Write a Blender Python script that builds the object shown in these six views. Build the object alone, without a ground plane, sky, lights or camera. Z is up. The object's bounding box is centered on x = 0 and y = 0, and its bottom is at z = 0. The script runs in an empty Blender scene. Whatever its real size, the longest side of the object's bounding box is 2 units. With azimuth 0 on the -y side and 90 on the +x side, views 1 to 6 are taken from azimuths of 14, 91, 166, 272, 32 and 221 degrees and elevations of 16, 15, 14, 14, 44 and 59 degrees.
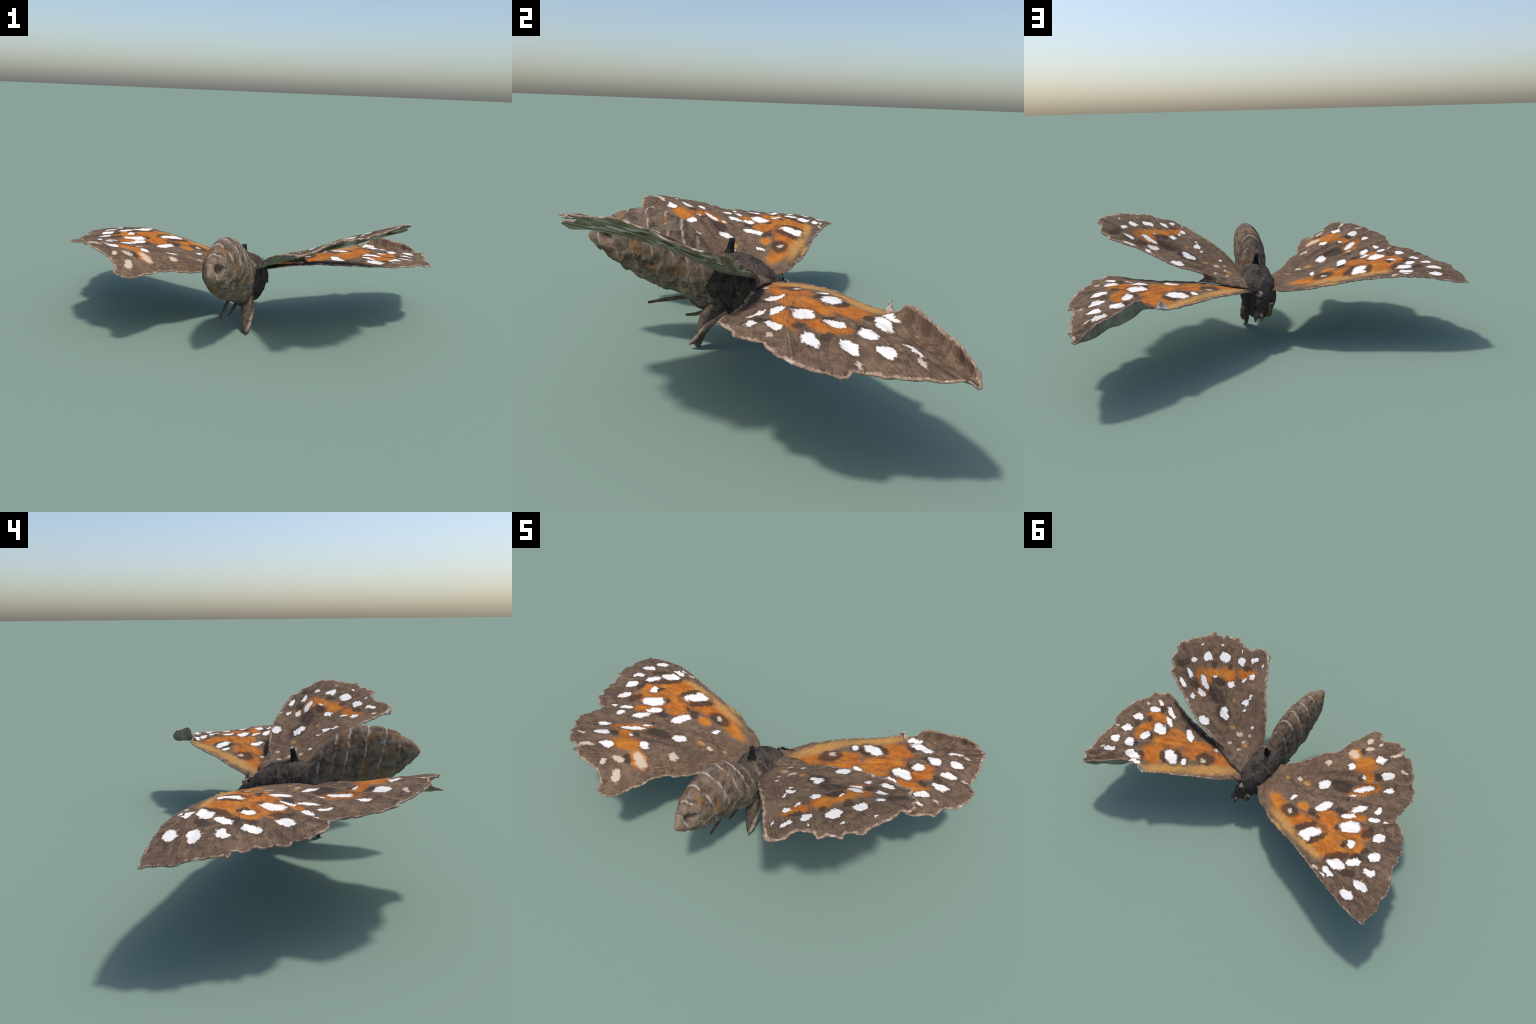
"""Pinned brown butterfly with orange and white spotted wings, built part by part.

Every wing is a thin membrane: a margin (closed outline seen from above) and a handful of
surface points through which a thin-plate sheet is bent.  The wing pattern is a set of
elliptic scales patches (centre, half length, half width, angle) evaluated in the material.
"""
import bpy, bmesh, math, random
import numpy as np
from mathutils import Vector, noise, geometry

random.seed(7)
rng = np.random.default_rng(7)

# ----------------------------------------------------------------------------- wing descriptions
LEFT_SURFACE = [
    (-0.465, 0.173, 0.37), (-0.283, 0.119, 0.337), (-0.621, 0.022, 0.387), (-0.689, 0.094, 0.384), (-0.688, 0.238, 0.379), (-0.678, 0.293, 0.376),
    (-0.755, 0.17, 0.381), (-0.786, -0.025, 0.389), (-0.826, 0.333, 0.357), (-0.853, 0.251, 0.37), (-0.856, 0.166, 0.375), (-0.825, 0.076, 0.38),
    (-0.704, -0.097, 0.392), (-0.768, -0.128, 0.395), (-0.694, -0.156, 0.4), (-0.579, -0.039, 0.379), (-0.601, -0.105, 0.388), (-0.432, -0.009,
    0.365), (-0.243, 0.035, 0.328), (-0.352, -0.13, 0.361), (-0.558, -0.222, 0.403), (-0.677, -0.282, 0.426), (-0.626, -0.351, 0.448), (-0.537, -0.41,
    0.455), (-0.414, -0.294, 0.412), (-0.281, -0.253, 0.378), (-0.372, -0.39, 0.401), (-0.442, -0.446, 0.438), (-0.401, -0.508, 0.405), (-0.477,
    -0.502, 0.447), (-0.196, -0.085, 0.327), (-0.519, -0.279, 0.422), (-0.975, 0.394, 0.319), (-0.976, 0.36, 0.325), (-0.997, 0.29, 0.338), (-0.988,
    0.211, 0.353), (-0.973, 0.147, 0.357), (-0.952, 0.088, 0.364), (-0.942, 0.018, 0.369), (-0.917, -0.052, 0.373), (-0.909, -0.096, 0.383), (-0.863,
    -0.14, 0.389), (-0.809, -0.161, 0.397), (-0.796, -0.192, 0.408), (-0.807, -0.26, 0.422), (-0.798, -0.34, 0.44), (-0.749, -0.42, 0.46), (-0.692,
    -0.482, 0.477), (-0.552, -0.559, 0.481), (-0.509, -0.549, 0.455), (-0.467, -0.551, 0.423), (-0.433, -0.574, 0.398), (-0.423, -0.607, 0.386),
    (-0.367, -0.604, 0.373), (-0.345, -0.552, 0.362), (-0.314, -0.495, 0.361), (-0.296, -0.445, 0.357), (-0.285, -0.39, 0.352), (-0.261, -0.353,
    0.342), (-0.217, -0.326, 0.337), (-0.179, -0.273, 0.321), (-0.253, -0.31, 0.352), (-0.049, 0.128, 0.277), (-0.099, 0.167, 0.291), (-0.15, 0.182,
    0.297), (-0.246, 0.231, 0.316), (-0.368, 0.258, 0.336), (-0.493, 0.294, 0.354), (-0.06, -0.09, 0.305), (-0.03, 0.03, 0.29), (-0.604, 0.329,
    0.362), (-0.712, 0.363, 0.361), (-0.827, 0.385, 0.344), (-0.931, 0.396, 0.322), (0, -0.1, 0.29), (0, 0.05, 0.283)]
LEFT_OUTLINE = [
    (-0.025, 0.099), (-0.05, 0.128), (-0.098, 0.166), (-0.15, 0.183), (-0.198, 0.212), (-0.246, 0.231), (-0.313, 0.245), (-0.369, 0.259), (-0.424,
    0.273), (-0.493, 0.294), (-0.547, 0.309), (-0.604, 0.329), (-0.66, 0.348), (-0.712, 0.363), (-0.77, 0.375), (-0.827, 0.386), (-0.883, 0.396),
    (-0.931, 0.396), (-0.975, 0.394), (-0.977, 0.361), (-0.997, 0.291), (-0.983, 0.248), (-0.987, 0.179), (-0.973, 0.147), (-0.987, 0.139), (-0.958,
    0.126), (-0.958, 0.101), (-0.934, 0.06), (-0.942, 0.018), (-0.925, 0.01), (-0.934, -0.038), (-0.912, -0.047), (-0.898, -0.079), (-0.909, -0.096),
    (-0.884, -0.112), (-0.863, -0.14), (-0.835, -0.154), (-0.809, -0.162), (-0.796, -0.192), (-0.803, -0.218), (-0.807, -0.26), (-0.815, -0.308),
    (-0.798, -0.34), (-0.794, -0.363), (-0.767, -0.379), (-0.749, -0.42), (-0.714, -0.457), (-0.691, -0.485), (-0.663, -0.501), (-0.637, -0.497),
    (-0.607, -0.509), (-0.611, -0.536), (-0.586, -0.535), (-0.56, -0.557), (-0.535, -0.553), (-0.478, -0.544), (-0.436, -0.574), (-0.425, -0.609),
    (-0.386, -0.614), (-0.362, -0.597), (-0.344, -0.557), (-0.314, -0.495), (-0.296, -0.445), (-0.285, -0.39), (-0.261, -0.353), (-0.217, -0.326),
    (-0.179, -0.273), (-0.13, -0.2), (-0.06, -0.12), (0, -0.09), (0.02, 0.05), (0.005, 0.085)]
LEFT_PATTERN = {
    'white': [
        (-0.466, 0.166, 0.064, 0.028, -2.389), (-0.471, 0.204, 0.021, 0.012, -2.762), (-0.625, 0.013, 0.056, 0.034, -2.601), (-0.688, 0.093, 0.024,
        0.021, -2.153), (-0.689, 0.235, 0.051, 0.026, -2.849), (-0.678, 0.293, 0.036, 0.017, 2.968), (-0.665, 0.322, 0.023, 0.004, 2.823), (-0.753,
        0.17, 0.038, 0.022, -2.404), (-0.788, -0.026, 0.032, 0.025, -2.377), (-0.827, 0.075, 0.031, 0.025, -2.228), (-0.857, 0.166, 0.031, 0.021,
        -2.78), (-0.856, 0.25, 0.04, 0.02, -3.136), (-0.825, 0.331, 0.038, 0.023, 3.064), (-0.704, -0.098, 0.028, 0.015, -2.715), (-0.767, -0.127,
        0.014, 0.007, -2.671), (-0.694, -0.156, 0.026, 0.016, -2.076), (-0.58, -0.04, 0.036, 0.015, -2.499), (-0.6, -0.105, 0.047, 0.019, -2.229),
        (-0.43, -0.01, 0.047, 0.023, -2.113), (-0.244, 0.033, 0.02, 0.011, -2.194), (-0.349, -0.129, 0.034, 0.029, -2.24), (-0.555, -0.219, 0.055,
        0.017, -2.345), (-0.523, -0.154, 0.021, 0.005, -2.654), (-0.677, -0.282, 0.027, 0.014, -2.516), (-0.626, -0.351, 0.033, 0.022, -2.557),
        (-0.537, -0.409, 0.029, 0.024, -2.826), (-0.416, -0.296, 0.022, 0.021, -3.078), (-0.518, -0.278, 0.013, 0.008, 2.234)],
    'cream': [
        (-0.286, 0.12, 0.015, 0.014, 3.046), (-0.606, 0.309, 0.018, 0.011, 3.004), (-0.281, -0.258, 0.021, 0.019, 1.849), (-0.201, -0.086, 0.017,
        0.015, -2.851), (-0.439, -0.447, 0.023, 0.015, -2.541), (-0.403, -0.51, 0.025, 0.018, 2.083), (-0.477, -0.503, 0.013, 0.01, 1.735), (-0.376,
        -0.38, 0.043, 0.023, 2.598), (-0.595, -0.472, 0.028, 0.009, -2.457), (-0.69, -0.415, 0.018, 0.008, -3.072)],
    'orange': [
        (-0.509, 0.158, 0.118, 0.062, -3.041), (-0.216, 0.115, 0.099, 0.034, 2.793), (-0.364, 0.139, 0.081, 0.043, -2.805), (-0.33, 0.051, 0.032,
        0.023, 3.005), (-0.498, 0.05, 0.071, 0.047, -3.084), (-0.592, 0.092, 0.086, 0.031, -3.117), (-0.609, 0.191, 0.09, 0.047, -2.742), (-0.659,
        0.028, 0.077, 0.049, -2.801), (-0.711, 0.09, 0.05, 0.042, -2.042), (-0.609, -0.044, 0.062, 0.029, -2.618), (-0.542, 0.236, 0.053, 0.02,
        2.897), (-0.478, -0.343, 0.074, 0.041, -2.42), (-0.545, -0.284, 0.027, 0.024, 2.426), (-0.562, -0.219, 0.084, 0.03, -2.341), (-0.541, -0.296,
        0.034, 0.021, 2.42), (-0.389, -0.379, 0.05, 0.033, 2.618), (-0.493, 0.013, 0.042, 0.024, -2.966)],
    'amber': [
        (-0.316, 0.198, 0.117, 0.02, 2.852), (-0.514, 0.244, 0.088, 0.016, 2.984), (-0.255, -0.083, 0.019, 0.012, -3.09), (-0.132, -0.053, 0.01,
        0.008, 2.59), (-0.272, 0.234, 0.048, 0.014, 2.97)],
    'dark': [
        (-0.419, 0.148, 0.067, 0.022, -2.333), (-0.515, 0.178, 0.06, 0.02, -2.053), (-0.279, 0.117, 0.057, 0.036, 3.082), (-0.573, 0.054, 0.024,
        0.016, 0.965), (-0.656, 0.112, 0.025, 0.017, 1.394), (-0.667, 0.197, 0.071, 0.025, -2.315), (-0.75, 0.139, 0.031, 0.021, -2.684), (-0.722,
        -0.012, 0.039, 0.025, 1.331), (-0.768, 0.084, 0.028, 0.02, 1.284), (-0.439, -0.174, 0.062, 0.04, -3.003), (-0.397, 0.06, 0.026, 0.022, 2.508),
        (-0.44, 0.066, 0.016, 0.014, 2.356), (-0.761, 0.241, 0.047, 0.02, -2.693), (-0.513, -0.126, 0.015, 0.013, 1.976), (-0.499, -0.258, 0.019,
        0.015, 2.654), (-0.581, -0.317, 0.023, 0.02, 2.813), (-0.416, -0.416, 0.026, 0.017, 2.329), (-0.527, -0.041, 0.036, 0.02, -2.769)],
    'vein': [
        (-0.179, 0.078, -0.473, 0.087), (-0.473, 0.087, -0.738, 0.117), (-0.377, 0.064, -0.555, -0.013), (-0.555, -0.013, -0.719, -0.065), (-0.719,
        -0.065, -0.806, -0.154), (-0.54, 0.097, -0.726, 0.041), (-0.726, 0.041, -0.914, -0.044), (-0.738, 0.117, -0.938, 0.065), (-0.599, 0.245,
        -0.752, 0.285), (-0.752, 0.285, -0.973, 0.279), (-0.166, -0.056, -0.301, -0.049), (-0.301, -0.049, -0.505, -0.131), (-0.505, -0.131, -0.787,
        -0.229), (-0.363, -0.17, -0.558, -0.261), (-0.558, -0.261, -0.759, -0.378), (-0.198, -0.148, -0.424, -0.267), (-0.424, -0.267, -0.625,
        -0.489), (-0.143, -0.159, -0.314, -0.363)],
}

RIGHT_FORE_SURFACE = [
    (0.496, 0.28, 0.362), (0.416, 0.261, 0.353), (0.335, 0.18, 0.34), (0.695, 0.412, 0.364), (0.77, 0.368, 0.361), (0.727, 0.277, 0.37), (0.682,
    0.188, 0.38), (0.51, 0.107, 0.362), (0.669, 0.116, 0.383), (0.711, 0.056, 0.378), (0.841, 0.472, 0.354), (0.867, 0.395, 0.355), (0.86, 0.3,
    0.363), (0.857, 0.197, 0.375), (0.802, 0.1, 0.39), (0.813, 0.039, 0.393), (0.822, -0.039, 0.397), (0.764, -0.035, 0.388), (0.715, -0.017, 0.381),
    (0.649, -0.003, 0.372), (0.572, 0.014, 0.362), (0.505, 0.018, 0.357), (0.434, 0.028, 0.35), (0.37, 0.03, 0.34), (0.397, 0.357, 0.34), (0.463,
    0.395, 0.342), (0.525, 0.437, 0.349), (0.567, 0.465, 0.358), (0.948, 0.592, 0.322), (0.964, 0.563, 0.333), (0.962, 0.51, 0.327), (0.971, 0.461,
    0.332), (0.975, 0.393, 0.33), (0.966, 0.312, 0.342), (0.993, 0.218, 0.35), (0.956, 0.113, 0.375), (0.901, 0.006, 0.393), (0.693, 0.491, 0.357),
    (0.757, 0.53, 0.34), (0.797, 0.549, 0.338), (0.847, 0.588, 0.325), (0.895, 0.61, 0.318), (0.935, 0.612, 0.303), (0.138, 0.161, 0.302), (0.193,
    0.221, 0.318), (0.249, 0.257, 0.326), (0.308, 0.3, 0.336), (0.13, 0.06, 0.29), (0.09, 0.1, 0.285)]
RIGHT_FORE_OUTLINE = [
    (0.138, 0.162), (0.193, 0.221), (0.248, 0.258), (0.309, 0.3), (0.396, 0.358), (0.463, 0.395), (0.524, 0.437), (0.568, 0.465), (0.592, 0.455),
    (0.614, 0.468), (0.625, 0.505), (0.664, 0.539), (0.726, 0.582), (0.772, 0.592), (0.825, 0.625), (0.881, 0.634), (0.922, 0.627), (0.948, 0.616),
    (0.949, 0.592), (0.966, 0.562), (0.96, 0.511), (0.969, 0.461), (0.974, 0.393), (0.966, 0.312), (0.996, 0.279), (0.994, 0.218), (0.982, 0.159),
    (0.957, 0.113), (0.911, 0.065), (0.901, 0.006), (0.86, -0.01), (0.821, -0.046), (0.764, -0.041), (0.715, -0.023), (0.649, -0.009), (0.571, 0.008),
    (0.505, 0.011), (0.434, 0.021), (0.372, 0.023), (0.3, 0.036), (0.2, 0.03), (0.1, 0.03), (0.09, 0.12)]
RIGHT_FORE_PATTERN = {
    'white': [
        (0.497, 0.283, 0.051, 0.03, 2.791), (0.415, 0.261, 0.018, 0.017, -2.958), (0.691, 0.413, 0.052, 0.023, -3.066), (0.648, 0.442, 0.036, 0.012,
        -2.709), (0.772, 0.363, 0.03, 0.028, -2.774), (0.727, 0.274, 0.027, 0.025, -2.403), (0.68, 0.186, 0.045, 0.031, 2.987), (0.507, 0.105, 0.047,
        0.018, 2.549), (0.668, 0.114, 0.04, 0.013, 2.746), (0.705, 0.056, 0.048, 0.016, 2.646), (0.844, 0.469, 0.036, 0.015, -2.626), (0.869, 0.394,
        0.032, 0.021, -2.925), (0.861, 0.299, 0.033, 0.021, -2.859), (0.855, 0.199, 0.036, 0.024, -2.892), (0.803, 0.101, 0.032, 0.018, -2.754),
        (0.811, 0.043, 0.024, 0.014, 2.862)],
    'cream': [
        (0.335, 0.178, 0.015, 0.013, 2.238), (0.871, 0.093, 0.013, 0.009, 2.363), (0.937, 0.315, 0.015, 0.009, -3.036), (0.322, 0.071, 0.016, 0.013,
        2.2), (0.895, 0.481, 0.018, 0.007, -2.814)],
    'orange': [
        (0.32, 0.144, 0.145, 0.036, -2.663), (0.598, 0.34, 0.069, 0.05, 3.093), (0.75, 0.131, 0.066, 0.03, -2.896), (0.755, 0.222, 0.056, 0.032,
        -2.351), (0.757, 0.282, 0.037, 0.026, -2.068), (0.578, 0.216, 0.09, 0.042, -2.792), (0.559, 0.153, 0.062, 0.037, -3.128), (0.419, 0.134,
        0.084, 0.039, -2.618), (0.605, 0.276, 0.038, 0.03, -2.515), (0.703, 0.174, 0.041, 0.033, 2.006)],
    'amber': [
        (0.477, 0.363, 0.138, 0.023, -2.525), (0.265, 0.2, 0.129, 0.027, -2.406)],
    'dark': [
        (0.536, 0.312, 0.035, 0.02, 2.604), (0.462, 0.252, 0.045, 0.022, 2.641), (0.332, 0.161, 0.058, 0.04, -2.585), (0.694, 0.259, 0.027, 0.014,
        2.407), (0.643, 0.167, 0.022, 0.013, 1.787), (0.749, 0.347, 0.029, 0.019, 2.806), (0.782, 0.171, 0.024, 0.017, 2.731), (0.828, 0.244, 0.026,
        0.019, 2.916), (0.567, 0.035, 0.087, 0.025, 3.018), (0.388, 0.045, 0.09, 0.025, 3.137), (0.654, 0.378, 0.025, 0.015, 2.68), (0.563, 0.057,  # ellipses at y .035 and .045 paint the shade of the steep trailing slope
        0.025, 0.019, 1.612), (0.766, 0.071, 0.026, 0.02, 2.13)],
    'vein': [
        (0.202, 0.077, 0.449, 0.167), (0.449, 0.167, 0.735, 0.331), (0.735, 0.331, 0.923, 0.532), (0.277, 0.069, 0.463, 0.174), (0.448, 0.136, 0.614,
        0.211), (0.614, 0.211, 0.973, 0.294), (0.516, 0.162, 0.776, 0.133), (0.776, 0.133, 0.944, 0.149), (0.397, 0.136, 0.581, 0.136), (0.581, 0.136,
        0.83, 0.009), (0.701, 0.385, 0.922, 0.59)],
}

RIGHT_HIND_SURFACE = [
    (0.473, -0.002, 0.444), (0.405, -0.111, 0.45), (0.344, -0.245, 0.466), (0.47, -0.263, 0.523), (0.407, -0.388, 0.526), (0.46, -0.473, 0.565),
    (0.507, -0.414, 0.568), (0.598, -0.365, 0.593), (0.677, -0.298, 0.61), (0.723, -0.225, 0.611), (0.707, -0.151, 0.57), (0.704, -0.085, 0.545),
    (0.612, -0.062, 0.504), (0.598, -0.171, 0.55), (0.585, -0.117, 0.509), (0.572, -0.234, 0.56), (0.261, -0.082, 0.388), (0.227, -0.158, 0.394),
    (0.719, -0.428, 0.647), (0.463, -0.57, 0.572), (0.495, -0.554, 0.582), (0.529, -0.5, 0.6), (0.597, -0.511, 0.625), (0.686, -0.484, 0.637), (0.748,
    -0.445, 0.655), (0.782, -0.368, 0.654), (0.818, -0.317, 0.662), (0.856, -0.275, 0.668), (0.84, -0.2, 0.632), (0.838, -0.14, 0.603), (0.799,
    -0.086, 0.582), (0.688, -0.036, 0.547), (0.595, 0.002, 0.499), (0.43, 0.04, 0.423), (0.341, 0.044, 0.387), (0.128, -0.14, 0.342), (0.144, -0.181,
    0.368), (0.178, -0.234, 0.412), (0.22, -0.291, 0.443), (0.266, -0.346, 0.476), (0.313, -0.408, 0.499), (0.355, -0.478, 0.521), (0.409, -0.567,
    0.541), (0.15, 0, 0.325), (0.24, 0.03, 0.345)]
RIGHT_HIND_OUTLINE = [
    (0.127, -0.14), (0.144, -0.181), (0.178, -0.235), (0.22, -0.291), (0.266, -0.346), (0.313, -0.408), (0.355, -0.479), (0.394, -0.534), (0.408,
    -0.566), (0.439, -0.578), (0.463, -0.571), (0.494, -0.554), (0.503, -0.522), (0.53, -0.501), (0.571, -0.503), (0.597, -0.512), (0.614, -0.52),
    (0.638, -0.494), (0.685, -0.483), (0.686, -0.455), (0.747, -0.446), (0.753, -0.417), (0.781, -0.368), (0.816, -0.315), (0.82, -0.279), (0.851,
    -0.273), (0.855, -0.232), (0.841, -0.2), (0.842, -0.17), (0.837, -0.139), (0.805, -0.113), (0.799, -0.087), (0.746, -0.066), (0.689, -0.041),
    (0.651, -0.029), (0.595, -0.002), (0.557, 0.01), (0.518, 0.022), (0.48, 0.034), (0.43, 0.036), (0.38, 0.038), (0.341, 0.04), (0.24, 0.035), (0.15,
    0.01), (0.09, -0.03), (0.09, -0.11)]
RIGHT_HIND_PATTERN = {
    'white': [
        (0.471, 0.001, 0.03, 0.023, -3.105), (0.412, -0.119, 0.026, 0.017, -1.661), (0.394, -0.101, 0.03, 0.016, -2.827), (0.343, -0.242, 0.02, 0.018,
        -2.275), (0.341, -0.281, 0.018, 0.005, 1.611), (0.322, -0.204, 0.011, 0.007, -2.416), (0.469, -0.263, 0.02, 0.017, -2.133), (0.429, -0.338,
        0.021, 0.008, -2.026), (0.408, -0.388, 0.019, 0.017, -1.875), (0.459, -0.473, 0.026, 0.014, -1.923), (0.508, -0.414, 0.022, 0.02, -2.046),
        (0.598, -0.364, 0.029, 0.026, -2.084), (0.676, -0.296, 0.025, 0.024, -2.606), (0.724, -0.225, 0.015, 0.015, -3.044), (0.704, -0.15, 0.029,
        0.012, 2.75), (0.702, -0.085, 0.031, 0.013, 2.787), (0.61, -0.063, 0.015, 0.012, 1.839), (0.601, -0.169, 0.043, 0.015, 2.664), (0.583, -0.116,
        0.028, 0.015, -3.041), (0.572, -0.237, 0.011, 0.007, -2.272), (0.752, -0.335, 0.01, 0.003, 2.041), (0.66, -0.414, 0.01, 0.007, 1.537), (0.543,
        -0.466, 0.011, 0.005, 2.255), (0.402, -0.486, 0.012, 0.006, 2.436), (0.226, -0.159, 0.01, 0.007, -2.373)],
    'cream': [
        (0.398, -0.541, 0.033, 0.01, 2.314), (0.414, -0.556, 0.028, 0.009, 2.437), (0.261, -0.084, 0.019, 0.014, -2.194), (0.215, -0.062, 0.015,
        0.006, -2.338), (0.213, -0.012, 0.009, 0.008, 1.37), (0.211, -0.118, 0.008, 0.006, -2.616), (0.276, -0.006, 0.015, 0.009, -2.471)],
    'orange': [
        (0.593, -0.246, 0.037, 0.026, -2.462), (0.52, -0.295, 0.046, 0.042, -2.705), (0.443, -0.378, 0.055, 0.03, -2.381), (0.618, -0.181, 0.055,
        0.034, 2.736), (0.584, -0.114, 0.031, 0.02, -2.776)],
    'amber': [
        (0.314, -0.083, 0.013, 0.012, -1.922), (0.2, -0.052, 0.013, 0.008, -2.345), (0.408, -0.211, 0.01, 0.006, 1.663)],
    'dark': [
        (0.771, -0.175, 0.042, 0.022, 0.867), (0.408, -0.105, 0.054, 0.041, 3.019), (0.495, -0.159, 0.065, 0.033, 3.063), (0.534, -0.227, 0.037,  # first ellipse darkens the outer corner with its shading, painted on the wing
        0.025, -2.761), (0.638, -0.122, 0.032, 0.022, 2.926), (0.617, -0.282, 0.024, 0.02, 1.759), (0.54, -0.343, 0.019, 0.012, 1.889), (0.458,
        -0.405, 0.031, 0.017, -2.413)],
    'vein': [
        (0.26, -0.059, 0.448, -0.136), (0.448, -0.136, 0.564, -0.186), (0.448, -0.136, 0.736, -0.349), (0.252, -0.085, 0.422, -0.177), (0.422, -0.177,
        0.702, -0.438), (0.422, -0.177, 0.485, -0.33), (0.485, -0.33, 0.579, -0.495), (0.316, -0.008, 0.546, -0.053), (0.546, -0.053, 0.764, -0.179),
        (0.188, -0.125, 0.355, -0.349), (0.221, -0.094, 0.378, -0.329)],
}


# front edge of the right forewing: fold line (u, v), flap width, and where the curled-up lip ends
FLAP_DIRECTION = np.array([-0.51, 0.86])
CURLED_LIP = [((.640, .468), .045, (.650, .475, .413)), ((.693, .491), .056, (.694, .498, .418)), ((.757, .530), .060, (.741, .527, .405)),
              ((.797, .549), .050, (.793, .562, .387)), ((.847, .588), .043, (.843, .586, .373)), ((.895, .610), .028, (.893, .609, .348)),
              ((.930, .613), .016, (.918, .621, .325))]
# line along which the left forewing overlaps the left hindwing
LEFT_SPLIT = [(-.85, -.168), (-.809, -.163), (-.700, -.190), (-.505, -.131), (-.301, -.049), (-.120, -.010), (.050, -.010)]


# ----------------------------------------------------------------------------- small maths helpers
def radial(r2):
    return np.where(r2 > 0, r2 * np.log(np.maximum(r2, 1e-12)), 0.0)


class Sheet:
    """thin-plate spline through control points: (u, v) -> value"""
    def __init__(self, uv, values, stiffness=3e-3):
        self.c = np.asarray(uv, float)
        n = len(self.c)
        k = radial(((self.c[:, None] - self.c[None]) ** 2).sum(-1)) + stiffness * np.eye(n)
        q = np.c_[np.ones(n), self.c]
        a = np.block([[k, q], [q.T, np.zeros((3, 3))]])
        self.w = np.linalg.solve(a, np.vstack([np.asarray(values, float).reshape(n, -1), np.zeros((3, np.asarray(values).reshape(n, -1).shape[1]))]))

    def __call__(self, uv):
        k = radial(((uv[:, None] - self.c[None]) ** 2).sum(-1))
        return k @ self.w[:-3] + np.c_[np.ones(len(uv)), uv] @ self.w[-3:]


def rounded(points, step):
    """closed Catmull-Rom curve, resampled evenly"""
    p = np.array(points, float)
    n = len(p)
    out = []
    for i in range(n):
        a, b, c, d = p[i - 1], p[i], p[(i + 1) % n], p[(i + 2) % n]
        m = max(2, int(np.linalg.norm(c - b) / step))
        for t in np.linspace(0, 1, m, endpoint=False):
            cr = .5 * (2 * b + (c - a) * t + (2 * a - 5 * b + 4 * c - d) * t * t + (3 * b - a - 3 * c + d) * t ** 3)
            out.append(.45 * (b + (c - b) * t) + .55 * cr)
    return np.array(out)


def segment_distance(q, a, b):
    a, b = np.array(a), np.array(b)
    ba = b - a
    h = np.clip(((q - a) @ ba) / (ba @ ba), 0, 1)
    return np.linalg.norm(q - a - h[:, None] * ba, axis=1)


def loop_distance(q, loop):
    d = np.full(len(q), 9.0)
    for a, b in zip(loop, np.roll(loop, -1, axis=0)):
        d = np.minimum(d, segment_distance(q, a, b))
    return d


def inside(q, loop):
    res = np.zeros(len(q), bool)
    x, y = q[:, 0], q[:, 1]
    for (x1, y1), (x2, y2) in zip(loop, np.roll(loop, -1, axis=0)):
        cross = (y1 > y) != (y2 > y)
        if y1 != y2:
            res ^= cross & (x < (x2 - x1) * (y - y1) / (y2 - y1) + x1)
    return res


def fbm(v, scale, octaves=3, seed=0.0):
    return noise.fractal(Vector((v[0] * scale + seed, v[1] * scale - seed, v[2] * scale + 2 * seed)), .9, 2.1, octaves)


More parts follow.
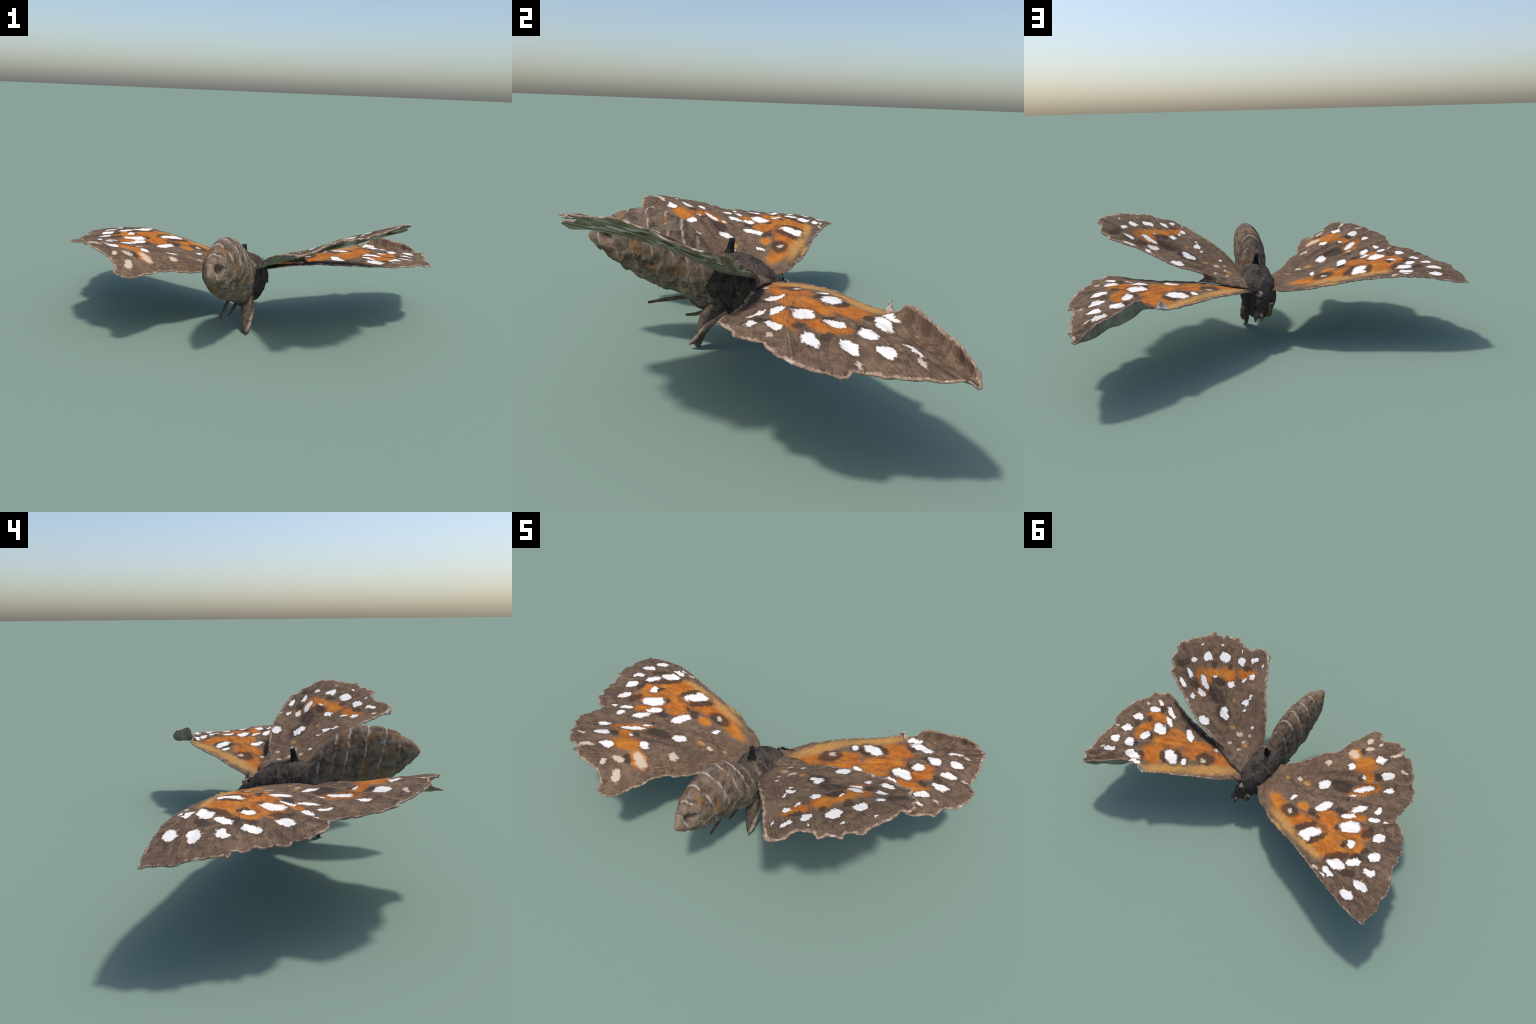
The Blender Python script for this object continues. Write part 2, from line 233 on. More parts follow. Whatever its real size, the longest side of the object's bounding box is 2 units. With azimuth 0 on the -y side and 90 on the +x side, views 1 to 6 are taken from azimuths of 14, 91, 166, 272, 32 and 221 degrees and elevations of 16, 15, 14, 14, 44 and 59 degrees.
# ----------------------------------------------------------------------------- node helpers
class Tree:
    def __init__(self, name):
        self.mat = bpy.data.materials.new(name)
        self.mat.use_nodes = True
        self.t = self.mat.node_tree
        self.t.nodes.clear()
        self.out = self.add('ShaderNodeOutputMaterial')
        self.bsdf = self.add('ShaderNodeBsdfPrincipled')
        self.link(self.bsdf.outputs[0], self.out.inputs[0])

    def add(self, kind, **kw):
        n = self.t.nodes.new(kind)
        for k, v in kw.items():
            setattr(n, k, v)
        return n

    def link(self, a, b):
        self.t.links.new(a, b)

    def put(self, socket, value):
        if isinstance(value, bpy.types.NodeSocket):
            self.link(value, socket)
        elif value is not None:
            socket.default_value = value

    def vec(self, op, a, b=None, scale=None):
        n = self.add('ShaderNodeVectorMath', operation=op)
        self.put(n.inputs[0], a)
        if b is not None:
            self.put(n.inputs[1], b)
        if scale is not None:
            self.put(n.inputs['Scale'], scale)
        return n.outputs['Value'] if op in ('LENGTH', 'DOT_PRODUCT', 'DISTANCE') else n.outputs[0]

    def math(self, op, a, b=None, clamp=False):
        n = self.add('ShaderNodeMath', operation=op, use_clamp=clamp)
        self.put(n.inputs[0], a)
        if b is not None:
            self.put(n.inputs[1], b)
        return n.outputs[0]

    def coords(self):
        return self.add('ShaderNodeTexCoord').outputs['Object']

    def noise(self, vector, scale, detail=3.0, rough=.55, colour=False):
        n = self.add('ShaderNodeTexNoise')
        self.put(n.inputs['Vector'], vector)
        n.inputs['Scale'].default_value = scale
        n.inputs['Detail'].default_value = detail
        n.inputs['Roughness'].default_value = rough
        return n.outputs[1 if colour else 0]

    def ramp(self, value, lo, hi, a=0.0, b=1.0, smooth=True):
        n = self.add('ShaderNodeMapRange', interpolation_type='SMOOTHSTEP' if smooth else 'LINEAR')
        self.put(n.inputs[0], value)
        for i, v in enumerate((lo, hi, a, b)):
            n.inputs[i + 1].default_value = v
        return n.outputs[0]

    def mix(self, fac, a, b, blend='MIX'):
        n = self.add('ShaderNodeMix', data_type='RGBA', blend_type=blend)
        self.put(n.inputs[0], fac)
        for s, v in ((n.inputs[6], a), (n.inputs[7], b)):
            self.put(s, v if isinstance(v, bpy.types.NodeSocket) else (*v, 1.0))
        return n.outputs[2]

    def wobble(self, vector, scale, amount, detail=2.0):
        c = self.noise(vector, scale, detail, .6, colour=True)
        return self.vec('ADD', vector, self.vec('SCALE', self.vec('SUBTRACT', c, (.5, .5, .5)), scale=amount))

    def patches(self, p, ellipses, squarish=False):
        """smallest normalised distance to any of the ellipses (1 = on its edge)"""
        best = None
        for x, y, a, b, ang in ellipses:
            m = self.add('ShaderNodeMapping', vector_type='TEXTURE')
            self.link(p, m.inputs['Vector'])
            m.inputs['Location'].default_value = (x, y, 0)
            m.inputs['Rotation'].default_value = (0, 0, ang)
            m.inputs['Scale'].default_value = (a, b, 1)
            v = m.outputs[0]
            d = self.vec('LENGTH', self.vec('MULTIPLY', v, v) if squarish else v)
            best = d if best is None else self.math('MINIMUM', best, d)
        return best

    def lines(self, p, segments):
        best = None
        for x1, y1, x2, y2 in segments:
            ba = Vector((x2 - x1, y2 - y1, 0))
            pa = self.vec('SUBTRACT', p, (x1, y1, 0))
            h = self.math('MULTIPLY', self.vec('DOT_PRODUCT', pa, tuple(ba / ba.length_squared)), 1.0, clamp=True)
            d = self.vec('DISTANCE', pa, self.vec('SCALE', tuple(ba), scale=h))
            best = d if best is None else self.math('MINIMUM', best, d)
        return best

    def finish(self, colour, rough=.75, bump=None, strength=.3, dist=.004):
        self.put(self.bsdf.inputs['Base Color'], colour)
        self.bsdf.inputs['Roughness'].default_value = rough
        self.bsdf.inputs['Specular IOR Level'].default_value = .12
        if bump is not None:
            b = self.add('ShaderNodeBump')
            b.inputs['Strength'].default_value = strength
            b.inputs['Distance'].default_value = dist
            self.link(bump, b.inputs['Height'])
            self.link(b.outputs[0], self.bsdf.inputs['Normal'])
        return self.mat


BROWN, BROWN_DEEP, BROWN_PALE, BROWN_WARM = (.165, .106, .068), (.058, .037, .024), (.340, .234, .155), (.215, .138, .087)
ORANGE, ORANGE_DEEP, AMBER = (.475, .148, .020), (.29, .078, .013), (.54, .27, .070)
WHITE, CREAM, FRINGE = (.80, .76, .71), (.60, .49, .37), (.46, .325, .235)


def wing_material(name, pattern, root, underside=None):
    t = Tree(name)
    raw = t.coords()
    flat = t.vec('MULTIPLY', raw, (1, 1, 0))
    # rows of scales fan out from the wing root: streaks in polar coordinates
    spoke = t.vec('SUBTRACT', flat, (root[0], root[1], 0))
    sep = t.add('ShaderNodeSeparateXYZ')
    t.link(spoke, sep.inputs[0])
    polar = t.add('ShaderNodeCombineXYZ')
    t.link(t.math('ARCTAN2', sep.outputs['Y'], sep.outputs['X']), polar.inputs[0])
    t.link(t.math('MULTIPLY', t.vec('LENGTH', spoke), .16), polar.inputs[1])
    streak = t.noise(polar.outputs[0], 85, 4, .7)
    along = t.vec('SCALE', t.vec('NORMALIZE', spoke), scale=t.math('MULTIPLY', t.math('SUBTRACT', streak, .5), .040))
    p = t.vec('ADD', t.wobble(t.wobble(flat, 30, .036), 150, .014), along)
    soft = t.vec('ADD', t.wobble(t.wobble(flat, 30, .030), 150, .020), along)
    grain = t.noise(flat, 330, 3, .7)
    mottle = t.noise(flat, 34, 5, .7)
    large = t.noise(flat, 6.5, 3, .5)
    tone = t.math('ADD', t.math('MULTIPLY', mottle, .55), t.math('MULTIPLY', streak, .45))
    base = t.mix(t.ramp(tone, .42, .58), BROWN_DEEP, BROWN)
    base = t.mix(t.math('MULTIPLY', t.ramp(large, .44, .64), .55), base, BROWN_WARM)
    base = t.mix(t.math('MULTIPLY', t.ramp(grain, .50, .72), .60), base, BROWN_PALE)
    base = t.mix(t.math('MULTIPLY', t.ramp(t.noise(t.vec('ADD', flat, along), 75, 4, .7), .55, .68), .55), base, BROWN_PALE)
    base = t.mix(t.math('MULTIPLY', t.ramp(t.noise(soft, 13, 3, .6), .50, .66), .62), base, (.074, .048, .033))
    base = t.mix(.08, base, BROWN)
    orange = t.mix(t.ramp(tone, .40, .58), ORANGE_DEEP, ORANGE)
    orange = t.mix(t.math('MULTIPLY', t.ramp(grain, .52, .75), .5), orange, (.70, .34, .075))
    orange = t.mix(t.math('MULTIPLY', t.ramp(large, .46, .62), .35), orange, (.62, .245, .030))
    amber = t.mix(t.ramp(t.math('ADD', t.math('MULTIPLY', t.noise(flat, 60, 4, .65), .5), t.math('MULTIPLY', streak, .5)), .36, .60), (.34, .185, .060), AMBER)
    q_dark, q_orange, q_amber = (t.patches(soft, pattern[k]) for k in ('dark', 'orange', 'amber'))
    q_white = t.patches(p, pattern['white'])
    q_cream = t.patches(p, pattern['cream'])
    vein = t.lines(t.wobble(flat, 12, .012), pattern['vein'])
    c = base
    fade = t.math('MULTIPLY', t.math('SUBTRACT', tone, .5), 2.2)
    c = t.mix(t.ramp(t.math('ADD', q_orange, fade), 1.42, .78), c, orange)
    c = t.mix(t.math('MULTIPLY', t.ramp(t.math('ADD', q_amber, fade), 1.75, .55), .9), c, amber)
    c = t.mix(t.math('MULTIPLY', t.ramp(q_dark, 1.28, .78), .88), c, (.050, .034, .025))
    c = t.mix(t.math('MULTIPLY', t.ramp(t.math('ABSOLUTE', t.math('SUBTRACT', vein, .0052)), .0035, .0), .34), c, (.075, .045, .028))
    c = t.mix(t.math('MULTIPLY', t.ramp(vein, .0030, .0006), t.ramp(mottle, .35, .65, .12, .5)), c, (.30, .185, .11))
    c = t.mix(t.math('MULTIPLY', t.ramp(q_cream, 1.25, .75), .85), c, CREAM)
    c = t.mix(t.math('MULTIPLY', t.ramp(q_white, 1.75, 1.15), .45), c, (.055, .037, .026))
    c = t.mix(t.math('MULTIPLY', t.ramp(q_white, 1.22, 1.0), .6), c, (.40, .27, .17))
    c = t.mix(t.ramp(q_white, 1.12, .90), c, t.mix(t.ramp(grain, .62, .80), WHITE, (.66, .60, .56)))
    if underside is not None:
        fan = t.ramp(t.noise(polar.outputs[0], 20, 3, .6), .46, .60)
        olive = t.mix(t.ramp(tone, .38, .62), (.15, .12, .08), (.28, .24, .17))
        olive = t.mix(t.math('MULTIPLY', fan, underside), olive, (.50, .47, .39))
        c = t.mix(t.ramp(q_dark, 1.3, .8, 0, .85), olive, (.055, .042, .028))
        c = t.mix(t.ramp(q_orange, 1.2, .6, 0, .5), c, (.24, .13, .05))
        c = t.mix(t.ramp(q_white, 1.1, .9), c, (.60, .57, .50))
    dots = t.noise(flat, 520, 1, .5)
    c = t.mix(t.math('MULTIPLY', t.ramp(dots, .66, .74), .5), c, (.46, .37, .29))
    return t.finish(c, .9, t.math('ADD', grain, t.math('ADD', mottle, streak)), .3, .0025)


def fringe_material():
    t = Tree('wing_fringe')
    raw = t.coords()
    streak = t.noise(raw, 60, 4, .65)
    c = t.mix(t.ramp(streak, .38, .62), (.19, .128, .085), (.40, .28, .20))
    c = t.mix(t.ramp(t.noise(raw, 24, 3), .56, .70), c, (.64, .52, .43))
    return t.finish(c, .9, t.noise(raw, 200, 3, .6), .3, .002)


def mottled_material(name, deep, mid, pale, scale=30, rough=.8, bump=.5, tints=(), stops=(.36, .56, .74)):
    bump = bump * .5
    t = Tree(name)
    raw = t.coords()
    w = t.wobble(raw, scale * .6, .03)
    m = t.noise(w, scale, 5, .65)
    c = t.mix(t.ramp(m, stops[0], stops[1]), deep, mid)
    c = t.mix(t.ramp(t.noise(w, scale * 2.3, 4, .7), stops[1] + .02, stops[2]), c, pale)
    for tint, s, lo, hi, amount in tints:
        c = t.mix(t.math('MULTIPLY', t.ramp(t.noise(raw, s, 3, .6), lo, hi), amount), c, tint)
    return t.finish(c, rough, t.noise(raw, scale * 5, 4, .7), bump, .004)


# ----------------------------------------------------------------------------- object helpers
def keep(name, mesh, parent, mats):
    for m in mats:
        mesh.materials.append(m)
    ob = bpy.data.objects.new(name, mesh)
    bpy.context.scene.collection.objects.link(ob)
    ob.parent = parent
    return ob


def mesh_from(name, verts, faces, slots=None):
    me = bpy.data.meshes.new(name)
    me.from_pydata([tuple(v) for v in verts], [], faces)
    if slots is not None:
        me.polygons.foreach_set('material_index', slots)
    me.polygons.foreach_set('use_smooth', [True] * len(faces))
    me.update()
    return me


def loft(rings, cap=True):
    """rings: list of equally long vertex loops -> verts, faces"""
    n = len(rings[0])
    verts = [v for r in rings for v in r]
    faces = []
    for i in range(len(rings) - 1):
        for j in range(n):
            k = (j + 1) % n
            faces.append((i * n + j, i * n + k, (i + 1) * n + k, (i + 1) * n + j))
    if cap:
        for i, flip in ((0, True), (len(rings) - 1, False)):
            verts.append(sum((Vector(v) for v in rings[i]), Vector()) / n)
            c = len(verts) - 1
            for j in range(n):
                a, b = i * n + j, i * n + (j + 1) % n
                faces.append((b, a, c) if flip else (a, b, c))
    return verts, faces


def tube(points, radii, sides=14, lumps=.0, squash=1.0, seed=0.0, sub=6):
    """tapered limb along a polyline, with lumpy skin"""
    pts, rad = [], []
    for i in range(len(points) - 1):
        for t in np.linspace(0, 1, sub, endpoint=False):
            pts.append(Vector(points[i]).lerp(Vector(points[i + 1]), t))
            rad.append(radii[i] + (radii[i + 1] - radii[i]) * t)
    pts.append(Vector(points[-1]))
    rad.append(radii[-1])
    rings = []
    for i, (c, r) in enumerate(zip(pts, rad)):
        d = (pts[min(i + 1, len(pts) - 1)] - pts[max(i - 1, 0)]).normalized()
        s = d.cross(Vector((0, 1, 0)) if abs(d.y) < .8 else Vector((1, 0, 0))).normalized()
        u = s.cross(d)
        ring = []
        for j in range(sides):
            a = 2 * math.pi * j / sides
            q = c + (s * math.cos(a) + u * math.sin(a) * squash) * r
            ring.append(q + (q - c).normalized() * lumps * fbm(q, 40, 3, seed))
        rings.append(ring)
    return loft(rings)


def recalc(me):
    bm = bmesh.new()
    bm.from_mesh(me)
    bmesh.ops.recalc_face_normals(bm, faces=bm.faces)
    bm.to_mesh(me)
    bm.free()


# ----------------------------------------------------------------------------- wings
def ragged(loop, teeth, base, start):
    """frayed margin: irregular notches everywhere except near the wing root"""
    out = []
    n = len(loop)
    s = 0.0
    for i, p in enumerate(loop):
        d = loop[(i + 1) % n] - loop[i - 1]
        nrm = np.array([d[1], -d[0]]) / (np.linalg.norm(d) + 1e-9)
        s += np.linalg.norm(loop[i] - loop[i - 1])
        away = np.linalg.norm(p - base)
        k = teeth * np.clip((away - start) / .15, 0, 1)
        bite = .9 * noise.noise(Vector((s * 36, start * 9, 3.1))) + .55 * noise.noise(Vector((s * 85, 7.7, start))) + .22 * noise.noise(Vector((s * 230, 1.7, start)))
        out.append(p + nrm * k * (bite + .12) + nrm * .0015 * (k > 0))
    return np.array(out)


def build_wing(surface, outline, pattern, base, teeth=.006, frayed=.006, corrugated=.003, curled=None, step=.0062, thick=.008, bump_at=None):
    ctrl = [(c[0], c[1]) for c in surface]
    targ = [tuple(c) for c in surface]
    if curled:
        for (u, v), w, tip in curled:
            q = np.array((u, v)) + FLAP_DIRECTION * w
            ctrl.append(tuple(q))
            targ.append(tip)
    ctrl, targ = np.array(ctrl), np.array(targ)
    delta = targ.copy()
    delta[:, :2] -= ctrl
    sheet = Sheet(ctrl, delta, 2e-3 if not curled else 1e-4)
    loop = ragged(rounded(outline, .0035), teeth, np.array(base), .10)
    lo, hi = loop.min(0), loop.max(0)
    grid = []
    row = 0
    y = lo[1]
    while y < hi[1]:
        xs = np.arange(lo[0] + (step / 2 if row % 2 else 0), hi[0], step)
        grid.append(np.c_[xs, np.full(len(xs), y)])
        y += step * .866
        row += 1
    grid = np.concatenate(grid)
    grid = grid[inside(grid, loop)]
    grid = grid[loop_distance(grid, loop) > step * .55]
    grid += rng.uniform(-.12, .12, grid.shape) * step
    pts = np.concatenate([loop, grid])
    nl = len(loop)
    res = geometry.delaunay_2d_cdt([Vector(p) for p in pts], [(i, (i + 1) % nl) for i in range(nl)], [], 1, 1e-7)
    uv = np.array([tuple(v) for v in res[0]])
    tris = [tuple(f) for f in res[2]]
    rim = loop_distance(uv, loop)
    pos = np.c_[uv, np.zeros(len(uv))] + sheet(uv)
    # veins stand up a little, the cells between sag, and the dry membrane is wrinkled
    ridge = np.full(len(uv), 9.0)
    for x1, y1, x2, y2 in pattern['vein']:
        ridge = np.minimum(ridge, segment_distance(pos[:, :2], (x1, y1), (x2, y2)))
    root = np.clip((np.linalg.norm(uv - np.array(base), axis=1) - .05) / .2, 0, 1)
    relief = .0035 * np.exp(-(ridge / .009) ** 2) - .003 * np.exp(-((ridge - .028) / .014) ** 2)
    wrinkle = np.array([fbm((a, b, 0), 26, 3, 1.3) for a, b in uv])
    flutter = np.array([noise.noise(Vector((a * 34, b * 34, 5.5))) for a, b in uv])
    spoke = uv - np.array(base)
    theta, reach = np.arctan2(spoke[:, 1], spoke[:, 0]), np.linalg.norm(spoke, axis=1)
    fan = np.array([noise.noise(Vector((math.cos(a) * 9, math.sin(a) * 9, r * 1.2))) for a, r in zip(theta, reach)])
    dz = root * (relief + .0016 * wrinkle + corrugated * fan) + .004 * root * flutter * np.exp(-(rim / .018) ** 2)
    if bump_at is not None:
        dz = dz + bump_at[2] * np.exp(-(np.linalg.norm(uv - np.array(bump_at[:2]), axis=1) / bump_at[3]) ** 2)
    pos[:, 2] += dz + .002 - .002 * root * np.exp(-(rim / .008) ** 2)
    nrm = np.zeros_like(pos)
    t = np.array(tris)
    fn = np.cross(pos[t[:, 1]] - pos[t[:, 0]], pos[t[:, 2]] - pos[t[:, 0]])
    if fn[:, 2].sum() < 0:
        t = t[:, ::-1]
        fn = -fn
    for k in range(3):
        np.add.at(nrm, t[:, k], fn)
    nrm /= np.linalg.norm(nrm, axis=1)[:, None] + 1e-12
    w = thick * (.6 + .4 * np.clip(rim / .03, 0, 1))
    under = pos - nrm * w[:, None]
    n = len(pos)
    faces = [tuple(map(int, f)) for f in t] + [tuple(int(i) + n for i in f[::-1]) for f in t]
    cen = rim[t].mean(1)
    fray = np.array([noise.noise(Vector((uv[f[0]][0] * 40, uv[f[0]][1] * 40, 2.2))) for f in t])
    away = root[t].mean(1)
    slots = [2 if c < frayed * (1 + 1.1 * fr) * a else 0 for c, fr, a in zip(cen, fray, away)] + [1] * len(t)
    edges = {}
    for f in t:
        for a, b in ((f[0], f[1]), (f[1], f[2]), (f[2], f[0])):
            edges[(int(a), int(b))] = True
    for a, b in list(edges):
        if (b, a) not in edges:
            faces.append((b, a, a + n, b + n))
            slots.append(2)
    return np.vstack([pos, under]), faces, slots


def split_side(p):
    """True on the forewing side of the left overlap line"""
    x = [q[0] for q in LEFT_SPLIT]
    y = [q[1] for q in LEFT_SPLIT]
    return p[1] > np.interp(p[0], x, y)


def near_side(pattern, fore):
    """the patches that reach the fore or the hind part of the joined left wings"""
    part = {}
    for k, items in pattern.items():
        part[k] = []
        for e in items:
            if k == 'vein':
                ends = [(e[0], e[1]), (e[2], e[3])]
            else:
                ends = [(e[0], e[1] + s * 1.5 * e[2]) for s in (-1, 0, 1)]
            if any(split_side(q) == fore for q in ends):
                part[k].append(e)
    return part


def wing_objects(data, parent, mats, names, chooser=None):
    verts, faces, slots = data
    whole = mesh_from('wing', verts, faces, slots)
    vn = [v.normal.copy() for v in whole.vertices]
    if chooser is None:
        return [keep(names[0], whole, parent, mats[0])]
    cen = [tuple(p.center) for p in whole.polygons]
    side = [bool(chooser(c)) for c in cen]
    made = []
    for name, want, skin in zip(names, (True, False), mats):
        idx = {}
        fs, ss = [], []
        for f, s, k in zip(faces, slots, side):
            if k == want:
                fs.append(tuple(idx.setdefault(i, len(idx)) for i in f))
                ss.append(s)
        order = sorted(idx, key=idx.get)
        me = mesh_from(name, [verts[i] for i in order], fs, ss)
        me.normals_split_custom_set_from_vertices([vn[i] for i in order])
        made.append(keep(name, me, parent, skin))
    bpy.data.meshes.remove(whole)
    return made


# ----------------------------------------------------------------------------- scene
butterfly = bpy.data.objects.new('butterfly', None)
bpy.context.scene.collection.objects.link(butterfly)
butterfly['label'] = 'dried brown butterfly with orange and white spotted wings'
butterfly['category'] = 'butterfly'

fringe = fringe_material()
for key, surf, outl, patt, names, root, kw in (
        ('left', LEFT_SURFACE, LEFT_OUTLINE, LEFT_PATTERN, ('forewing', 'hindwing'), (-.03, 0), dict(chooser=split_side)),
        ('right_fore', RIGHT_FORE_SURFACE, RIGHT_FORE_OUTLINE, RIGHT_FORE_PATTERN, ('forewing',), (.13, .08), {}),
        ('right_hind', RIGHT_HIND_SURFACE, RIGHT_HIND_OUTLINE, RIGHT_HIND_PATTERN, ('hindwing',), (.13, -.06), {})):
    extra = dict(curled=CURLED_LIP, bump_at=(.588, .458, .010, .02)) if key == 'right_fore' else {}
    extra['corrugated'] = {'left': .0015, 'right_fore': .0025, 'right_hind': .0045}[key]
    extra['frayed'] = {'left': .0055, 'right_fore': .0085, 'right_hind': .0100}[key]
    data = build_wing(surf, outl, patt, root, **extra)
    if key == 'left':
        mats = [[wing_material('wing_scales', part, root), wing_material('wing_underside', part, root, .4), fringe]
                for part in (near_side(patt, True), near_side(patt, False))]
    else:
        mats = [[wing_material('wing_scales', patt, root), wing_material('wing_underside', patt, root, .8 if key == 'right_hind' else .2), fringe]]
    wing_objects(data, butterfly, mats, names, **kw)

# --- web of torn membrane between the two right wings near their roots
web_top = [(.11, -.03, .322), (.20, .000, .342), (.27, .022, .362), (.335, .034, .384), (.365, .036, .394)]
web_low = [(.11, .09, .292), (.20, .085, .314), (.27, .064, .330), (.33, .048, .340), (.372, .036, .345)]
verts, faces = [], []
m, rows = 40, 12
for i in range(m):
    a = i / (m - 1) * (len(web_top) - 1)
    k = min(int(a), len(web_top) - 2)
    hi_, lo_ = Vector(web_top[k]).lerp(Vector(web_top[k + 1]), a - k), Vector(web_low[k]).lerp(Vector(web_low[k + 1]), a - k)
    for j in range(rows):
        s = j / (rows - 1)
        q = hi_.lerp(lo_, s)
        q.z += .010 * math.sin(math.pi * s) * (1 - i / (m - 1))
        q.x -= .030 * (i / (m - 1)) ** 4 * math.sin(math.pi * s)
        q.y += .004 * fbm(q, 30)
        verts.append(q)
for i in range(m - 1):
    for j in range(rows - 1):
        faces.append((i * rows + j, i * rows + j + 1, (i + 1) * rows + j + 1, (i + 1) * rows + j))
web = keep('wing_membrane', mesh_from('wing_membrane', verts, faces), butterfly,
           [mottled_material('membrane', (.085, .056, .038), (.178, .122, .084), (.33, .24, .17), 30)])
sol = web.modifiers.new('thickness', 'SOLIDIFY')
sol.thickness = .004

# --- crumpled tab of torn membrane at the nick in the right front margin
verts, faces = [], []
m, rows = 26, 10
for i in range(m):
    a = i / (m - 1)
    foot = Vector((.553 + .060 * a, .470 - .012 * a, .358 + .004 * a))
    tall = .036 * math.sin(math.pi * min(1, a * 1.15 + .06)) ** .8 * (1 + .25 * noise.noise(Vector((a * 9, 0, 4)))) + .002
    for j in range(rows):
        s = j / (rows - 1)
        verts.append(foot + Vector((.012 * s * math.sin(6 * a), -.016 * math.sin(1.9 * s) - .006 * math.sin(9 * a) * s, tall * s)))
for i in range(m - 1):
    for j in range(rows - 1):
        faces.append((i * rows + j, (i + 1) * rows + j, (i + 1) * rows + j + 1, i * rows + j + 1))
tab = keep('wing_crumple', mesh_from('wing_crumple', verts, faces), butterfly,
           [mottled_material('crumpled_membrane', (.30, .22, .17), (.55, .47, .40), (.80, .76, .72), 30, .85, .3)])
sol = tab.modifiers.new('thickness', 'SOLIDIFY')
sol.thickness = .004

# --- abdomen: stations (y, centre x, centre z, half width, half height)
ABDOMEN = [(-.634, .035, .427, .004, .005), (-.622, .034, .425, .014, .022), (-.600, .032, .426, .025, .040), (-.560, .030, .424, .047, .075), (-.520, .028, .421, .066, .105),
           (-.440, .028, .408, .080, .139), (-.360, .030, .387, .091, .159), (-.280, .035, .366, .093, .154), (-.200, .043, .306, .087, .147),
           (-.150, .046, .270, .078, .125), (-.100, .046, .250, .050, .090)]
GROOVES = [-.195, -.247, -.300, -.375, -.452, -.525, -.585]


def body_loft(stations, rings=150, sides=110, skin=None, power=2.15):
    ys = [s[0] for s in stations]
    tab = np.array(stations)
    out = []
    for i in range(rings):
        a = i / (rings - 1)
        y = ys[0] + (ys[-1] - ys[0]) * a
        w = [np.interp(y, ys, tab[:, k]) for k in range(1, 5)]
        # soften the straight interpolation a little
        for k in range(4):
            w[k] = .5 * w[k] + .25 * (np.interp(y - .018, ys, tab[:, k + 1]) + np.interp(y + .018, ys, tab[:, k + 1])) if .02 < a < .98 else w[k]
        ring = []
        for j in range(sides):
            t = 2 * math.pi * j / sides
            c, s = math.cos(t), math.sin(t)
            f = (abs(c) ** power + abs(s) ** power) ** (-1 / power)
            n = Vector((c / max(w[2], 1e-3), 0, s / max(w[3], 1e-3))).normalized()
            q = Vector((w[0] + w[2] * c * f, y, w[1] + w[3] * s * f))
            ring.append(q + (skin(q, n, s) if skin else Vector()))
        out.append(ring)
    return loft(out)


def abdomen_skin(q, n, s):
    ye = q.y + .22 * (q.z - .40)
    d = 0.0
    for g in GROOVES:
        x = (ye - g) / .009
        d += -.0040 * math.exp(-x * x) * (.55 + .45 * min(1, max(0, s + .6)))
        step_ = (ye - g) / .03
        if 0 < step_ < 1:
            d += .0040 * (1 - step_)
    belly = min(1, max(0, .35 - s))
    d += (.0022 + .0055 * belly) * fbm(q, 22, 3, 2.0) + (.0002 + .0022 * belly) * fbm(q, 60, 2, 4.0) - .0015
    fade = min(1, max(.15, (q.y + .634) / .05))
    # hollow beside the tip, between the dorsal keel and the genital plate below it
    o = q - Vector((.080, -.560, .440))
    along_, down = o.y * .80 - o.z * .60, o.y * .60 + o.z * .80
    hollow = .046 * math.exp(-(along_ / .042) ** 2 - (down / .017) ** 2 - (o.x / .05) ** 2)
    o = q - Vector((.038, -.600, .462))
    keel = .012 * math.exp(-(o.y / .05) ** 2 - (o.z / .022) ** 2 - (o.x / .022) ** 2)
    o = q - Vector((.070, -.575, .395))
    lip = .006 * math.exp(-(o.y / .035) ** 2 - (o.z / .016) ** 2 - (o.x / .04) ** 2)
    fold = .0022 * fbm((q.x * .6, q.y * .6 + q.z * .8, q.z * .6 - q.y * .8 * 2.4), 20, 3, 6.0)
    return n * ((d + fold) * fade + keel + lip) - Vector((.9, 0, .2)) * hollow


ABDOMEN = [(y, x - .001, z, w * .955, h) for y, x, z, w, h in ABDOMEN]
verts, faces = body_loft(ABDOMEN, 190, 130, abdomen_skin, 1.95)


